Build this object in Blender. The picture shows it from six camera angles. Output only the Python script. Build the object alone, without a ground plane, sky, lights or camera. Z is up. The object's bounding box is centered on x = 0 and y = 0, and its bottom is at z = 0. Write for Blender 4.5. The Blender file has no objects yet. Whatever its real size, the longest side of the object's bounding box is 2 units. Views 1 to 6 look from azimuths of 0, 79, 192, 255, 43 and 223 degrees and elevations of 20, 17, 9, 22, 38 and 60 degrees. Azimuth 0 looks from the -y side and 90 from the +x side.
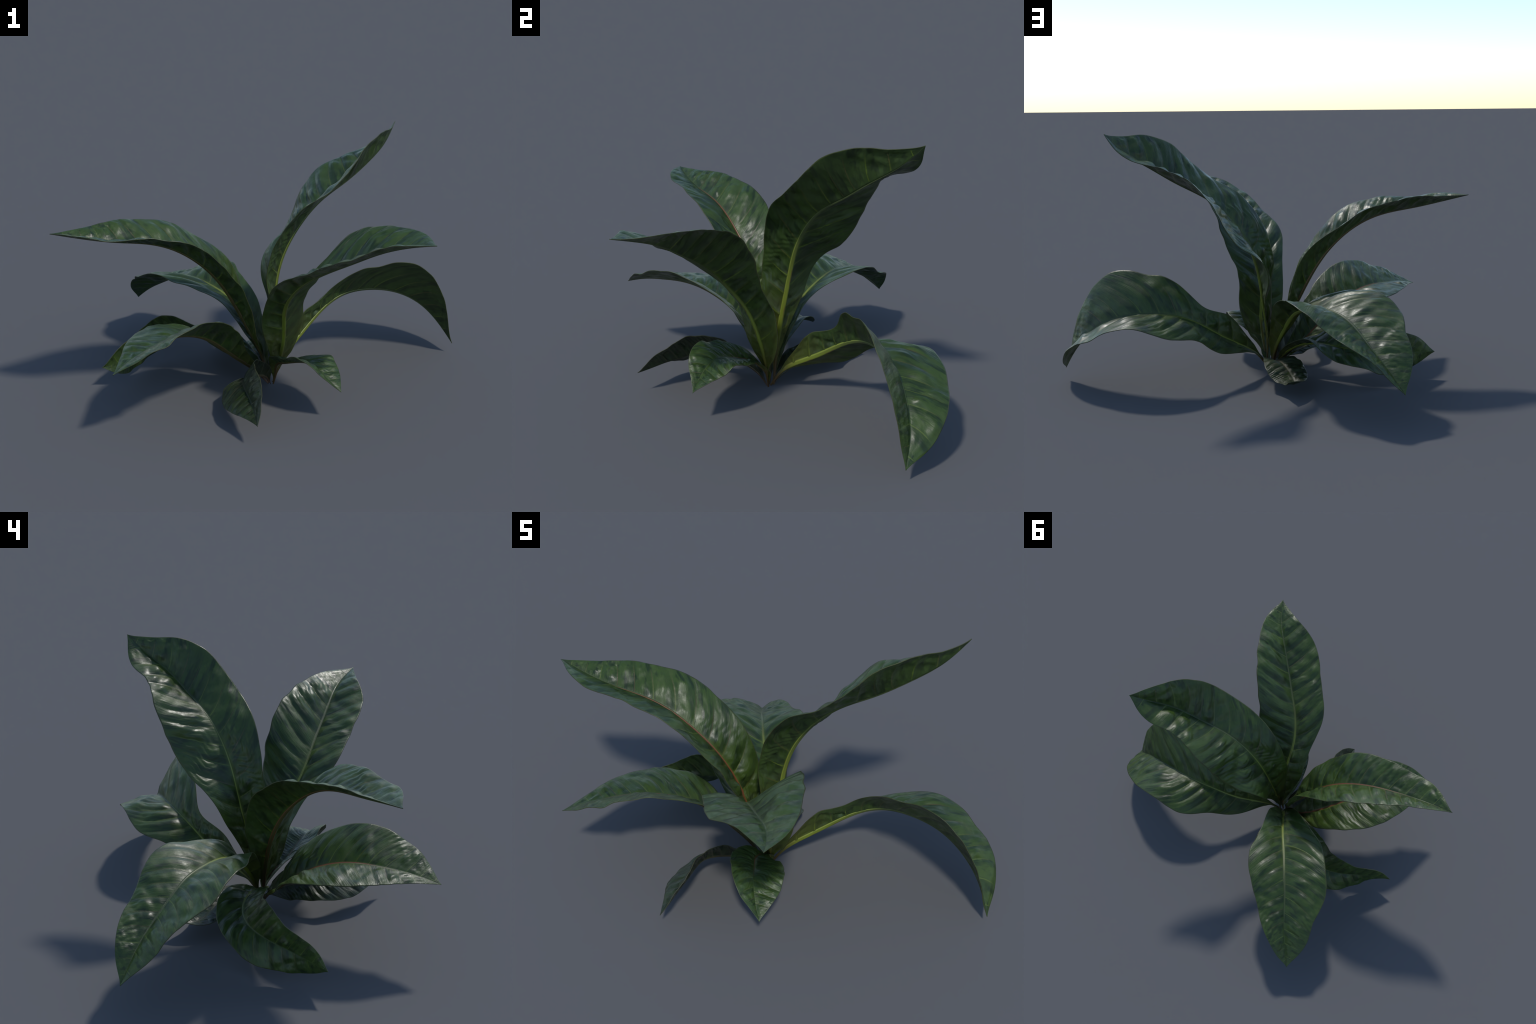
"""A low rosette plant: ten long, glossy, strap-shaped leaves that arch out of one point.

Every leaf is described by a spine (eleven stations from petiole to tip), the half-width of the
blade to the left and right of the midrib at those stations, and the lift of each half above the
horizontal (degrees).  A natural spline runs through the stations; the blade is then puffed
between its side ribs, rippled along the margin, and given a thickness and a raised midrib.
"""
import bpy
import math
import random
import numpy as np

RNG = random.Random(7)


# ------------------------------------------------------------------ curves
def spline_matrix(k, ts):
    """Weights of the natural cubic spline through k evenly spaced stations, at parameters ts."""
    n = k - 1
    h = 1.0 / n
    a = np.zeros((k, k))
    b = np.zeros((k, k))
    a[0, 0] = a[n, n] = 1.0
    for i in range(1, n):
        a[i, i - 1:i + 2] = h / 6, 2 * h / 3, h / 6
        b[i, i - 1:i + 2] = 1 / h, -2 / h, 1 / h
    s = np.linalg.solve(a, b)
    e = np.eye(k)
    rows = []
    for t in ts:
        i = min(int(t * n), n - 1)
        p, q = (i + 1) * h - t, t - i * h
        rows.append((p ** 3 / (6 * h) - p * h / 6) * s[i] + (q ** 3 / (6 * h) - q * h / 6) * s[i + 1]
                    + p / h * e[i] + q / h * e[i + 1])
    return np.array(rows)


def unit(v):
    return v / np.maximum(np.linalg.norm(v, axis=-1, keepdims=True), 1e-9)


def value_noise(x, seed):
    """Smooth 1-D noise in -1..1."""
    g = np.random.RandomState(seed).uniform(-1, 1, 512)
    i = np.floor(x).astype(int)
    f = x - i
    f = f * f * (3 - 2 * f)
    return g[i % 512] * (1 - f) + g[(i + 1) % 512] * f


# ------------------------------------------------------------------ materials
class Nodes:
    def __init__(self, name):
        self.mat = bpy.data.materials.new(name)
        self.mat.use_nodes = True
        self.t = self.mat.node_tree
        self.t.nodes.clear()
        self.out = self.t.nodes.new("ShaderNodeOutputMaterial")
        self.bsdf = self.t.nodes.new("ShaderNodeBsdfPrincipled")
        self.t.links.new(self.bsdf.outputs[0], self.out.inputs[0])
        self.obj = self.t.nodes.new("ShaderNodeTexCoord").outputs["Object"]

    def put(self, socket, x):
        if isinstance(x, bpy.types.NodeSocket):
            self.t.links.new(x, socket)
        else:
            socket.default_value = x

    def attr(self, name):
        n = self.t.nodes.new("ShaderNodeAttribute")
        n.attribute_name = name
        return n.outputs["Fac"]

    def math(self, op, a, b=0.0, c=0.0, clamp=False):
        n = self.t.nodes.new("ShaderNodeMath")
        n.operation = op
        n.use_clamp = clamp
        for s, x in zip(n.inputs, (a, b, c)):
            self.put(s, x)
        return n.outputs[0]

    def ramp(self, x, lo, hi, a=0.0, b=1.0):
        n = self.t.nodes.new("ShaderNodeMapRange")
        n.interpolation_type = "SMOOTHSTEP"
        for s, v in zip(n.inputs, (x, lo, hi, a, b)):
            self.put(s, v)
        return n.outputs[0]

    def noise(self, vec, scale, detail=3.0, rough=0.55):
        n = self.t.nodes.new("ShaderNodeTexNoise")
        self.put(n.inputs["Vector"], vec)
        n.inputs["Scale"].default_value = scale
        n.inputs["Detail"].default_value = detail
        n.inputs["Roughness"].default_value = rough
        return n.outputs["Fac"]

    def combine(self, x, y, z):
        n = self.t.nodes.new("ShaderNodeCombineXYZ")
        for s, v in zip(n.inputs, (x, y, z)):
            self.put(s, v)
        return n.outputs[0]

    def mix(self, fac, a, b):
        n = self.t.nodes.new("ShaderNodeMix")
        n.data_type = "RGBA"
        self.put(n.inputs[0], fac)
        self.put(n.inputs[6], a if isinstance(a, bpy.types.NodeSocket) else (*a, 1))
        self.put(n.inputs[7], b if isinstance(b, bpy.types.NodeSocket) else (*b, 1))
        return n.outputs[2]

    def bump(self, height, strength, distance):
        n = self.t.nodes.new("ShaderNodeBump")
        n.inputs["Strength"].default_value = strength
        n.inputs["Distance"].default_value = distance
        self.put(n.inputs["Height"], height)
        self.put(self.bsdf.inputs["Normal"], n.outputs[0])


def blade_material(name, dark, mid, light, rib, glow, base, rough, olive=0.25):
    """Leaf skin: mottled green, streaked along the side ribs, paler rib lines, a yellow-green glow
    beside the midrib, an olive-brown foot and a thin brownish margin."""
    m = Nodes(name)
    along, across, phase = m.attr("along"), m.attr("across"), m.attr("rib_phase")
    side = m.math("ABSOLUTE", across)
    sgn = m.math("SIGN", across)
    mott = m.ramp(m.noise(m.obj, 9.0, 6.0, 0.62), 0.34, 0.68)
    streak = m.noise(m.combine(m.math("MULTIPLY", phase, 1.35), m.math("MULTIPLY", side, 0.85), m.math("MULTIPLY", sgn, 7.0)), 2.0, 2.5)
    pale = m.ramp(streak, 0.5, 0.7)
    deep = m.ramp(streak, 0.34, 0.47, 1.0, 0.0)
    fine = m.noise(m.obj, 60.0, 4.0)
    # dark feathered bands beside the ribs, widest at the midrib
    warp = m.math("MULTIPLY", m.math("SUBTRACT", streak, 0.5), 1.1)
    wave = m.math("SINE", m.math("MULTIPLY", m.math("ADD", phase, warp), 6.2832))
    wave = m.ramp(m.math("SUBTRACT", wave, m.math("MULTIPLY", side, 1.1)), -0.35, 0.55)
    band = m.math("MULTIPLY", wave, m.ramp(m.noise(m.obj, 6.0, 2.0), 0.36, 0.58, 0.25, 1.0))
    col = m.mix(m.math("MULTIPLY", mott, 0.85), mid, light)
    col = m.mix(m.math("MULTIPLY", pale, 0.55), col, light)
    col = m.mix(m.math("MULTIPLY", deep, 0.85), col, dark)
    col = m.mix(m.math("MULTIPLY", band, 0.7), col, dark)
    col = m.mix(m.ramp(fine, 0.5, 0.75, 0.0, 0.35), col, dark)
    # side ribs: a narrow line where the phase passes a whole number
    saw = m.math("PINGPONG", phase, 0.5)
    wob = m.math("ADD", saw, m.math("MULTIPLY", m.math("SUBTRACT", fine, 0.5), 0.02))
    line = m.math("MULTIPLY", m.ramp(wob, 0.008, 0.034, 1.0, 0.0), m.ramp(side, 0.5, 0.92, 1.0, 0.0))
    pick = m.noise(m.combine(m.math("ROUND", phase), sgn, 0.0), 3.1, 0.0)
    ribcol = m.mix(m.ramp(m.math("ADD", pick, m.math("MULTIPLY", side, 0.25)), 0.45, 0.65), glow, rib)
    col = m.mix(m.math("MULTIPLY", line, 0.75), col, ribcol)
    soft = m.math("MULTIPLY", m.ramp(saw, 0.0, 0.12, 1.0, 0.0), m.ramp(side, 0.05, 0.5, 1.0, 0.0))
    soft = m.math("MULTIPLY", soft, m.ramp(along, 0.25, 0.7, 1.0, 0.25))
    col = m.mix(m.math("MULTIPLY", soft, 0.3), col, glow)
    near = m.math("MULTIPLY", m.ramp(side, 0.03, 0.12, 1.0, 0.0), m.ramp(along, 0.3, 0.7, 1.0, 0.0))
    col = m.mix(m.math("MULTIPLY", near, 0.62), col, glow)
    foot = m.ramp(m.math("ADD", along, m.math("MULTIPLY", m.math("SUBTRACT", mott, 0.5), 0.06)), 0.1, 0.34, 1.0, 0.0)
    col = m.mix(m.math("MULTIPLY", foot, olive), col, base)
    stalk = m.ramp(along, 0.01, 0.09, 1.0, 0.0)
    col = m.mix(m.math("MULTIPLY", stalk, 0.85), col, (0.055, 0.022, 0.011))
    rim = m.ramp(side, 0.965, 0.995)
    col = m.mix(m.math("MULTIPLY", rim, 0.5), col, (0.06, 0.055, 0.022))
    m.put(m.bsdf.inputs["Base Color"], col)
    m.put(m.bsdf.inputs["Roughness"], m.ramp(m.noise(m.obj, 24.0, 4.0), 0.35, 0.65, rough - 0.06, rough + 0.12))
    m.bsdf.inputs["IOR"].default_value = 1.45
    grain = m.noise(m.combine(m.math("MULTIPLY", phase, 4.0), m.math("MULTIPLY", side, 1.6), sgn), 2.0, 4.0)
    m.bump(m.math("ADD", grain, m.math("MULTIPLY", fine, 0.3)), 0.3, 0.006)
    return m.mat


def midrib_material(name, bright, brown, tip, keel, reach):
    """Rib skin: bright toward the foot, with a broken brown line along the middle, dull toward the tip."""
    m = Nodes(name)
    along, across = m.attr("along"), m.attr("across")
    below = m.ramp(across, 1.1, 1.9)
    side = m.math("ABSOLUTE", m.math("SUBTRACT", across, m.math("MULTIPLY", below, 3.0)))
    n = m.noise(m.combine(m.math("MULTIPLY", along, 9.0), below, 0.0), 1.2, 3.0)
    col = m.mix(below, bright, keel)
    core = m.math("MULTIPLY", m.ramp(side, 0.05, 0.42, 1.0, 0.0), m.ramp(n, 0.45, 0.62))
    col = m.mix(m.math("MULTIPLY", core, 0.8), col, brown)
    col = m.mix(m.ramp(m.math("ADD", along, m.math("MULTIPLY", below, 0.12)), reach - 0.34, reach), col, tip)
    col = m.mix(m.ramp(along, 0.03, 0.2, 0.9, 0.0), col, (0.065, 0.026, 0.011))
    m.put(m.bsdf.inputs["Base Color"], col)
    m.bsdf.inputs["Roughness"].default_value = 0.42
    m.bump(m.noise(m.obj, 90.0, 3.0), 0.15, 0.002)
    return m.mat


TOP = blade_material("leaf_top_green", (0.010, 0.023, 0.0048), (0.026, 0.05, 0.009), (0.043, 0.076, 0.0125),
                     (0.07, 0.052, 0.024), (0.085, 0.12, 0.02), (0.07, 0.066, 0.014), 0.4)
UNDER = blade_material("leaf_underside_green", (0.012, 0.023, 0.006), (0.025, 0.046, 0.0105), (0.039, 0.069, 0.014),
                       (0.07, 0.06, 0.02), (0.1, 0.145, 0.015), (0.085, 0.085, 0.012), 0.4, 0.55)
OLD = blade_material("old_leaf_brown_green", (0.008, 0.013, 0.006), (0.016, 0.025, 0.010), (0.024, 0.04, 0.012),
                     (0.06, 0.045, 0.026), (0.07, 0.07, 0.028), (0.05, 0.036, 0.014), 0.4)
RIB_GREEN = midrib_material("midrib_yellow_green", (0.185, 0.225, 0.035), (0.085, 0.04, 0.016), (0.055, 0.072, 0.024), (0.135, 0.168, 0.017), 0.66)
RIB_RED = midrib_material("midrib_red_brown", (0.14, 0.055, 0.02), (0.14, 0.03, 0.013), (0.08, 0.075, 0.03), (0.06, 0.05, 0.014), 0.95)
RIB_OLD = midrib_material("midrib_dull_brown", (0.075, 0.06, 0.032), (0.06, 0.03, 0.018), (0.05, 0.046, 0.03), (0.05, 0.042, 0.018), 0.8)


# ------------------------------------------------------------------ one leaf
def mesh_object(name, verts, faces, attrs, mats, parent):
    me = bpy.data.meshes.new(name)
    me.from_pydata(verts.tolist(), [], faces)
    for key, values in attrs.items():
        me.attributes.new(key, "FLOAT", "POINT").data.foreach_set("value", np.asarray(values, np.float32))
    for mat in mats:
        me.materials.append(mat)
    me.polygons.foreach_set("use_smooth", [True] * len(me.polygons))
    me.update()
    ob = bpy.data.objects.new(name, me)
    bpy.context.scene.collection.objects.link(ob)
    ob.parent = parent
    return ob


def leaf(heading, spine, left, right, lift_left, lift_right, top=TOP, under=UNDER, rib=RIB_GREEN, rib_size=1.0,
         puff=0.05, ripple=1.0, seed=0):
    rows, half = 240, 32
    ts = np.linspace(0, 1, rows)
    w = spline_matrix(len(spine), ts)
    mid = w @ np.array(spine, float)
    wl = np.maximum(w @ (np.array(left) * 0.01), 0.0006)
    wr = np.maximum(w @ (np.array(right) * 0.01), 0.0006)
    foot = 0.15 + 0.85 * np.clip(ts / 0.12, 0, 1) ** 1.5      # the blade draws in to a stalk
    foot = foot * (1 - 0.25 * np.exp(-((1 - ts) / 0.03) ** 2))      # and the tip is drawn out to a point
    wl, wr = wl * foot, wr * foot
    al, ar = w @ np.radians(lift_left), w @ np.radians(lift_right)
    tang = unit(np.gradient(mid, axis=0))
    h = np.array([heading[0], heading[1], 0.0])
    h /= np.linalg.norm(h)
    flat = np.array([-h[1], h[0], 0.0])
    flat = unit(flat - (tang @ flat)[:, None] * tang)
    up = np.cross(tang, flat)
    arc = np.concatenate([[0], np.cumsum(np.linalg.norm(np.diff(mid, axis=0), axis=1))])
    length = arc[-1]
    pitch = 0.011 + 0.055 * length            # distance between side ribs
    dirs, outs = {}, {}
    for s, a in ((1, al), (-1, ar)):
        dirs[s] = np.cos(a)[:, None] * flat * s + np.sin(a)[:, None] * up
        outs[s] = np.cos(a)[:, None] * up - np.sin(a)[:, None] * flat * s

    verts, along, across, phase = [], [], [], []
    us = np.concatenate([-np.linspace(1, 0, half + 1) ** 0.9, np.linspace(0, 1, half + 1)[1:] ** 0.9])
    for u in us:
        s = 1 if u >= 0 else -1
        d = abs(u)
        wid = wl if s > 0 else wr
        lat = wid * d
        jit = 0.3 * value_noise(arc / pitch * 0.45 + 20 * s, seed + 3)
        ph = (arc - 0.4 * lat - 1.2 * lat ** 2) / pitch + (0.0 if s > 0 else 0.47) + jit
        frac = ph - np.floor(ph)
        grow = np.clip(wid / 0.09, 0, 1) * np.clip((1 - ts) / 0.18, 0, 1)
        # broad cushions between the side ribs, each broken into a few lumps
        env = min(1, max(0, d - 0.05) / 0.16) * min(1, (1 - d) / 0.3 + 0.15)
        lump = 0.75 + 0.65 * value_noise(np.floor(ph) * 3.7 + 5 * s + 2.4 * d, seed + 11) + 0.5 * value_noise(ph * 1.7 + 30 * s + 5 * d, seed + 13)
        z = pitch * 0.118 * grow * env * (lump * np.abs(np.sin(np.pi * frac)) ** 0.75 - 0.5)
        # finer pleats that run with the ribs and zigzag, in patches, mostly in the outer half of the leaf
        patch = np.clip(value_noise(arc * 5.5 + 40 * s + 1.5 * d, seed + 23) * 1.2 + 1.1 * (ts - 0.5), 0, 1)
        zig = 0.16 * (2 * np.abs(((d * 5.5 + 0.3 * ph) % 1) - 0.5) - 0.5)
        z += ripple * pitch * 0.019 * grow * patch * min(1, max(0, d - 0.05) / 0.2) * min(1, (1 - d) / 0.12) * np.sin(2 * np.pi * (2.7 * ph + zig + 1.1 * value_noise(arc * 8 + 2 * d, seed + 31)))
        # slow waves of the margin
        edge = d ** 2.5 * grow
        z += ripple * edge * 0.007 * value_noise(arc / (0.9 * pitch) + 60 * s, seed + 41)
        bulge = puff * wid * 4 * d * (1 - d)
        trim = 1 + 0.02 * ripple * edge * value_noise(arc / (0.7 * pitch) + 90 * s, seed + 47)
        p = mid + dirs[s] * (lat * trim)[:, None] + outs[s] * (z + bulge)[:, None]
        verts.append(p)
        along.append(ts)
        across.append(np.full(rows, u))
        phase.append(ph + 200 * (s < 0))
    cols = len(us)
    verts = np.stack(verts, 1).reshape(-1, 3)
    pack = lambda x: np.stack(x, 1).ravel()
    faces = [(i * cols + j, (i + 1) * cols + j, (i + 1) * cols + j + 1, i * cols + j + 1)
             for i in range(rows - 1) for j in range(cols - 1)]
    blade = mesh_object("leaf", verts, faces, {"along": pack(along), "across": pack(across), "rib_phase": pack(phase)},
                        [top, under], PLANT)
    sol = blade.modifiers.new("thickness", "SOLIDIFY")
    sol.thickness, sol.offset = 0.0026, 0.0
    sol.material_offset = 1
    sol.material_offset_rim = 1

    # midrib: a shallow channel on the upper face, a rounded keel below
    r = rib_size * np.interp(ts, [0, 0.05, 0.14, 0.3, 0.5, 0.75, 1], [0.004, 0.0068, 0.012, 0.0122, 0.0078, 0.0042, 0.0012])
    ring, rx = [], []
    top_n, low_n = 9, 7
    for x in np.linspace(-1, 1, top_n):
        s = 1 if x >= 0 else -1
        lift = 0.0022 * (1 - abs(x) ** 3) - 0.0014 * math.exp(-(x / 0.25) ** 2) + 0.0006
        ring.append(mid + dirs[s] * (r * abs(x))[:, None] + up * (lift * np.minimum(1, r / 0.006) + 0.12 * r * (1 - abs(x)))[:, None])
        rx.append(x)
    for a in np.linspace(0, np.pi, low_n + 2)[1:-1]:
        x = 0.8 * math.cos(a)
        s = 1 if x >= 0 else -1
        ring.append(mid + dirs[s] * (r * abs(x))[:, None] - up * (0.62 * r * math.sin(a) + 0.001)[:, None])
        rx.append(3 + x)                       # values above 2 mark the keel
    n = len(ring)
    rv = np.stack(ring, 1).reshape(-1, 3)
    rf = [(i * n + j, i * n + (j + 1) % n, (i + 1) * n + (j + 1) % n, (i + 1) * n + j)[::-1]
          for i in range(rows - 1) for j in range(n)]
    rf += [tuple(range(n)), tuple(range((rows - 1) * n, rows * n))[::-1]]
    mesh_object("midrib", rv, rf, {"along": np.repeat(ts, n), "across": np.tile(rx, rows)}, [rib], blade)
    return blade


PLANT = bpy.data.objects.new("leafy_plant", None)
PLANT.empty_display_size = 0.1
bpy.context.scene.collection.objects.link(PLANT)
PLANT["label"] = "low rosette of ten long glossy dark green arching leaves"
PLANT["category"] = "plant"

# ------------------------------------------------------------------ the ten leaves
# spine in metres; half-widths in centimetres; lift of each half in degrees
# leaf leaning to the front right, seen from below at the front
leaf(heading=(0.65, -0.75),
     spine=[(0.011, -0.06, 0.004), (0.043, -0.077, 0.149), (0.063, -0.109, 0.293), (0.064, -0.16, 0.43),
            (0.09, -0.241, 0.548), (0.154, -0.321, 0.65), (0.251, -0.397, 0.733), (0.356, -0.476, 0.806),
            (0.461, -0.554, 0.877), (0.566, -0.641, 0.932), (0.652, -0.75, 0.977)],
     left=[0.6, 5, 12, 14.6, 18.8, 22.1, 23.6, 23.1, 18.5, 11.1, 0],
     right=[0.6, 5.3, 10.1, 11.1, 12.1, 17.3, 18.9, 19.5, 17.9, 10.8, 0],
     lift_left=[-18, -10, 2, 6, 11, 19, 31, 36, 33, 24, 9],
     lift_right=[10, 10, 13, 25, 20, 13, 9, 5, 7, 16, 13],
     seed=100)
# the tall leaf, strongly folded, with a back-swept tip
leaf(heading=(0.66, 0.5),
     spine=[(0.014, -0.033, 0.013), (0.006, -0.013, 0.188), (0.018, 0.016, 0.361), (0.035, 0.05, 0.531),
            (0.081, 0.073, 0.681), (0.163, 0.106, 0.814), (0.268, 0.155, 0.918), (0.392, 0.218, 0.993),
            (0.509, 0.291, 1.075), (0.599, 0.38, 1.15), (0.661, 0.468, 1.242)],
     left=[0.6, 2.9, 6.7, 14.2, 20.3, 24.5, 24.7, 23.2, 16.6, 12, 0.1],
     right=[0.6, 4.1, 8.5, 12.9, 15.2, 18.6, 19.7, 20.9, 19.3, 10.9, 0],
     lift_left=[-12, -13, -22, -1, -21, -26, -11, 4, 1, -11, -32],
     lift_right=[46, 51, 53, 62, 67, 55, 39, 47, 56, 56, 43],
     seed=200)
# long leaf that arches over to the right until its tip nearly touches the ground
leaf(heading=(0.96, 0.28),
     spine=[(0.008, -0.048, 0.008), (0.063, 0.011, 0.109), (0.139, 0.095, 0.177), (0.219, 0.176, 0.242),
            (0.31, 0.242, 0.311), (0.421, 0.297, 0.354), (0.557, 0.331, 0.36), (0.693, 0.347, 0.333),
            (0.817, 0.342, 0.268), (0.916, 0.325, 0.167), (0.994, 0.282, 0.057)],
     left=[0.6, 1.5, 7.1, 13.1, 16.3, 22.5, 23, 21.7, 18.4, 11.4, 0],
     right=[0.6, 1.9, 7.4, 11, 9.1, 18.3, 22.4, 26.2, 18.1, 8.7, 0],
     lift_left=[-21, -24, -22, -24, -16, -16, -4, -3, 4, 17, 10],
     lift_right=[67, 69, 71, 64, 63, 56, 55, 52, 46, 31, 10],
     seed=300)
# long leaf reaching far to the left
leaf(heading=(-0.95, -0.3),
     spine=[(-0.014, -0.05, 0.006), (-0.047, -0.046, 0.155), (-0.109, -0.044, 0.293), (-0.176, -0.05, 0.43),
            (-0.248, -0.077, 0.562), (-0.336, -0.12, 0.675), (-0.448, -0.164, 0.764), (-0.574, -0.212, 0.816),
            (-0.713, -0.261, 0.842), (-0.854, -0.298, 0.872), (-0.996, -0.324, 0.906)],
     left=[0.6, 1.7, 6.9, 12, 15.1, 16.6, 18.3, 17, 13.9, 10.3, 0],
     right=[0.6, 3.1, 6.9, 12.8, 16.6, 19.4, 19.6, 17.6, 13.7, 7.2, 0],
     lift_left=[-9, 0, 18, 25, 27, 26, 27, 24, 20, 19, 26],
     lift_right=[50, 41, 26, 34, 40, 29, 23, 25, 28, 31, 29],
     rib=RIB_RED, rib_size=1.0, seed=400)
# leaf arching low to the front left
leaf(heading=(-0.72, -0.66),
     spine=[(-0.013, -0.055, 0.004), (-0.089, -0.054, 0.084), (-0.169, -0.08, 0.156), (-0.24, -0.119, 0.232),
            (-0.305, -0.174, 0.303), (-0.368, -0.244, 0.357), (-0.435, -0.323, 0.393), (-0.504, -0.405, 0.407),
            (-0.572, -0.491, 0.405), (-0.638, -0.577, 0.395), (-0.699, -0.663, 0.371)],
     left=[0.6, 3.4, 7.7, 12.6, 16, 19, 21.2, 20.9, 17.8, 11.1, 0],
     right=[0.6, 2.8, 7, 12.4, 17.8, 20.9, 21.4, 18.6, 13, 5.8, 0],
     lift_left=[34, 37, 39, 38, 40, 37, 34, 31, 27, 23, 18],
     lift_right=[10, 7, 4, 3, 4, -3, -4, -4, -3, -5, -13],
     rib=RIB_RED, rib_size=0.9, seed=500)
# leaf arching back left, tip hanging
leaf(heading=(-0.71, 0.75),
     spine=[(-0.009, -0.031, 0.003), (-0.041, 0.005, 0.13), (-0.098, 0.058, 0.241), (-0.16, 0.129, 0.335),
            (-0.24, 0.218, 0.389), (-0.335, 0.312, 0.414), (-0.43, 0.409, 0.416), (-0.518, 0.5, 0.375),
            (-0.597, 0.592, 0.312), (-0.679, 0.676, 0.244), (-0.76, 0.748, 0.16)],
     left=[0.6, 3.1, 7.3, 11.5, 17, 23.1, 25.3, 23.6, 18.1, 12.7, 0.1],
     right=[0.6, 4, 7.4, 11.2, 14.1, 20.4, 20.5, 17.3, 14, 8.7, 0],
     lift_left=[48, 34, 23, 26, 20, 17, 18, 17, 22, 21, 22],
     lift_right=[36, 37, 37, 35, 24, 19, 10, 5, 13, 25, 16],
     seed=600)
# low leaf turned on its side at the left
leaf(heading=(-1, -0.1),
     spine=[(-0.018, -0.047, 0.003), (-0.073, -0.022, 0.088), (-0.144, 0.019, 0.148), (-0.225, 0.071, 0.183),
            (-0.313, 0.121, 0.195), (-0.407, 0.151, 0.191), (-0.506, 0.144, 0.179), (-0.598, 0.094, 0.166),
            (-0.68, 0.023, 0.151), (-0.762, -0.046, 0.135), (-0.846, -0.099, 0.126)],
     left=[0.6, 3.1, 6.2, 9.6, 13.5, 15.4, 15.9, 14.5, 10, 7.4, 0.1],
     right=[0.6, 3.1, 5.7, 8.3, 11.1, 12.5, 11.7, 12.4, 10.2, 7.2, 0],
     lift_left=[-10, -6, 1, 12, 34, 52, 67, 78, 82, 81, 65],
     lift_right=[45, 43, 41, 30, 16, -22, -33, -51, -66, -92, -110],
     rib_size=0.75, seed=700)
# small leaf at the front
leaf(heading=(-0.12, -1),
     spine=[(-0.002, -0.062, 0.004), (-0.025, -0.097, 0.059), (-0.058, -0.146, 0.096), (-0.092, -0.203, 0.121),
            (-0.123, -0.264, 0.142), (-0.139, -0.33, 0.156), (-0.13, -0.397, 0.155), (-0.112, -0.466, 0.148),
            (-0.097, -0.534, 0.141), (-0.084, -0.602, 0.127), (-0.075, -0.67, 0.113)],
     left=[0.6, 3.9, 7.2, 9.5, 10.9, 11.2, 12.3, 12, 9.5, 5.8, 0],
     right=[0.6, 4.7, 8.1, 9.9, 11, 12.3, 12.9, 11.7, 8.7, 4.2, 0],
     lift_left=[27, 35, 44, 53, 60, 63, 67, 68, 61, 59, 52],
     lift_right=[61, 25, -8, -19, -26, -35, -33, -24, -20, -15, -8],
     top=OLD, under=OLD, rib=RIB_OLD, rib_size=0.6, seed=800)  # darker brown-green blade colour here paints in the shade this leaf lies in
# small leaf at the front right
leaf(heading=(0.6, -0.8),
     spine=[(0.011, -0.057, 0.004), (0.02, -0.067, 0.068), (0.027, -0.1, 0.122), (0.037, -0.149, 0.162),
            (0.063, -0.2, 0.189), (0.103, -0.246, 0.215), (0.144, -0.293, 0.238), (0.186, -0.339, 0.246),
            (0.227, -0.382, 0.226), (0.27, -0.419, 0.195), (0.316, -0.451, 0.161)],
     left=[0.6, 3, 3.8, 5.6, 10.1, 12.5, 13.5, 13.4, 11.3, 7.2, 0],
     right=[0.6, 2.3, 3.5, 5.8, 9, 11.5, 11.5, 11.2, 8.8, 3.7, 0],
     lift_left=[12, 8, 5, 2, 0, -2, -1, 0, -4, -2, 9],
     lift_right=[44, 43, 40, 43, 39, 33, 26, 37, 41, 38, 32],
     rib=RIB_RED, rib_size=0.55, seed=900)
# smallest leaf at the back, curled under
leaf(heading=(-0.45, 0.85),
     spine=[(-0.009, -0.029, 0.003), (-0.028, 0.01, 0.043), (-0.051, 0.054, 0.073), (-0.076, 0.103, 0.093),
            (-0.102, 0.154, 0.102), (-0.131, 0.204, 0.099), (-0.163, 0.248, 0.081), (-0.191, 0.294, 0.062),
            (-0.209, 0.347, 0.058), (-0.211, 0.402, 0.07), (-0.199, 0.454, 0.094)],
     left=[0.6, 3.2, 5.8, 7.9, 8.8, 9.2, 8.5, 7, 4.8, 2.8, 0],
     right=[0.6, 3.2, 5.7, 7.6, 9.1, 10.5, 10.5, 9.1, 6.9, 4.1, 0],
     lift_left=[27, 24, 21, 16, 7, 3, 3, 7, 15, 22, 27],
     lift_right=[28, 25, 20, 15, 10, 4, 1, -3, -1, 3, 6],
     top=OLD, under=OLD, rib=RIB_OLD, rib_size=0.5, seed=1000)
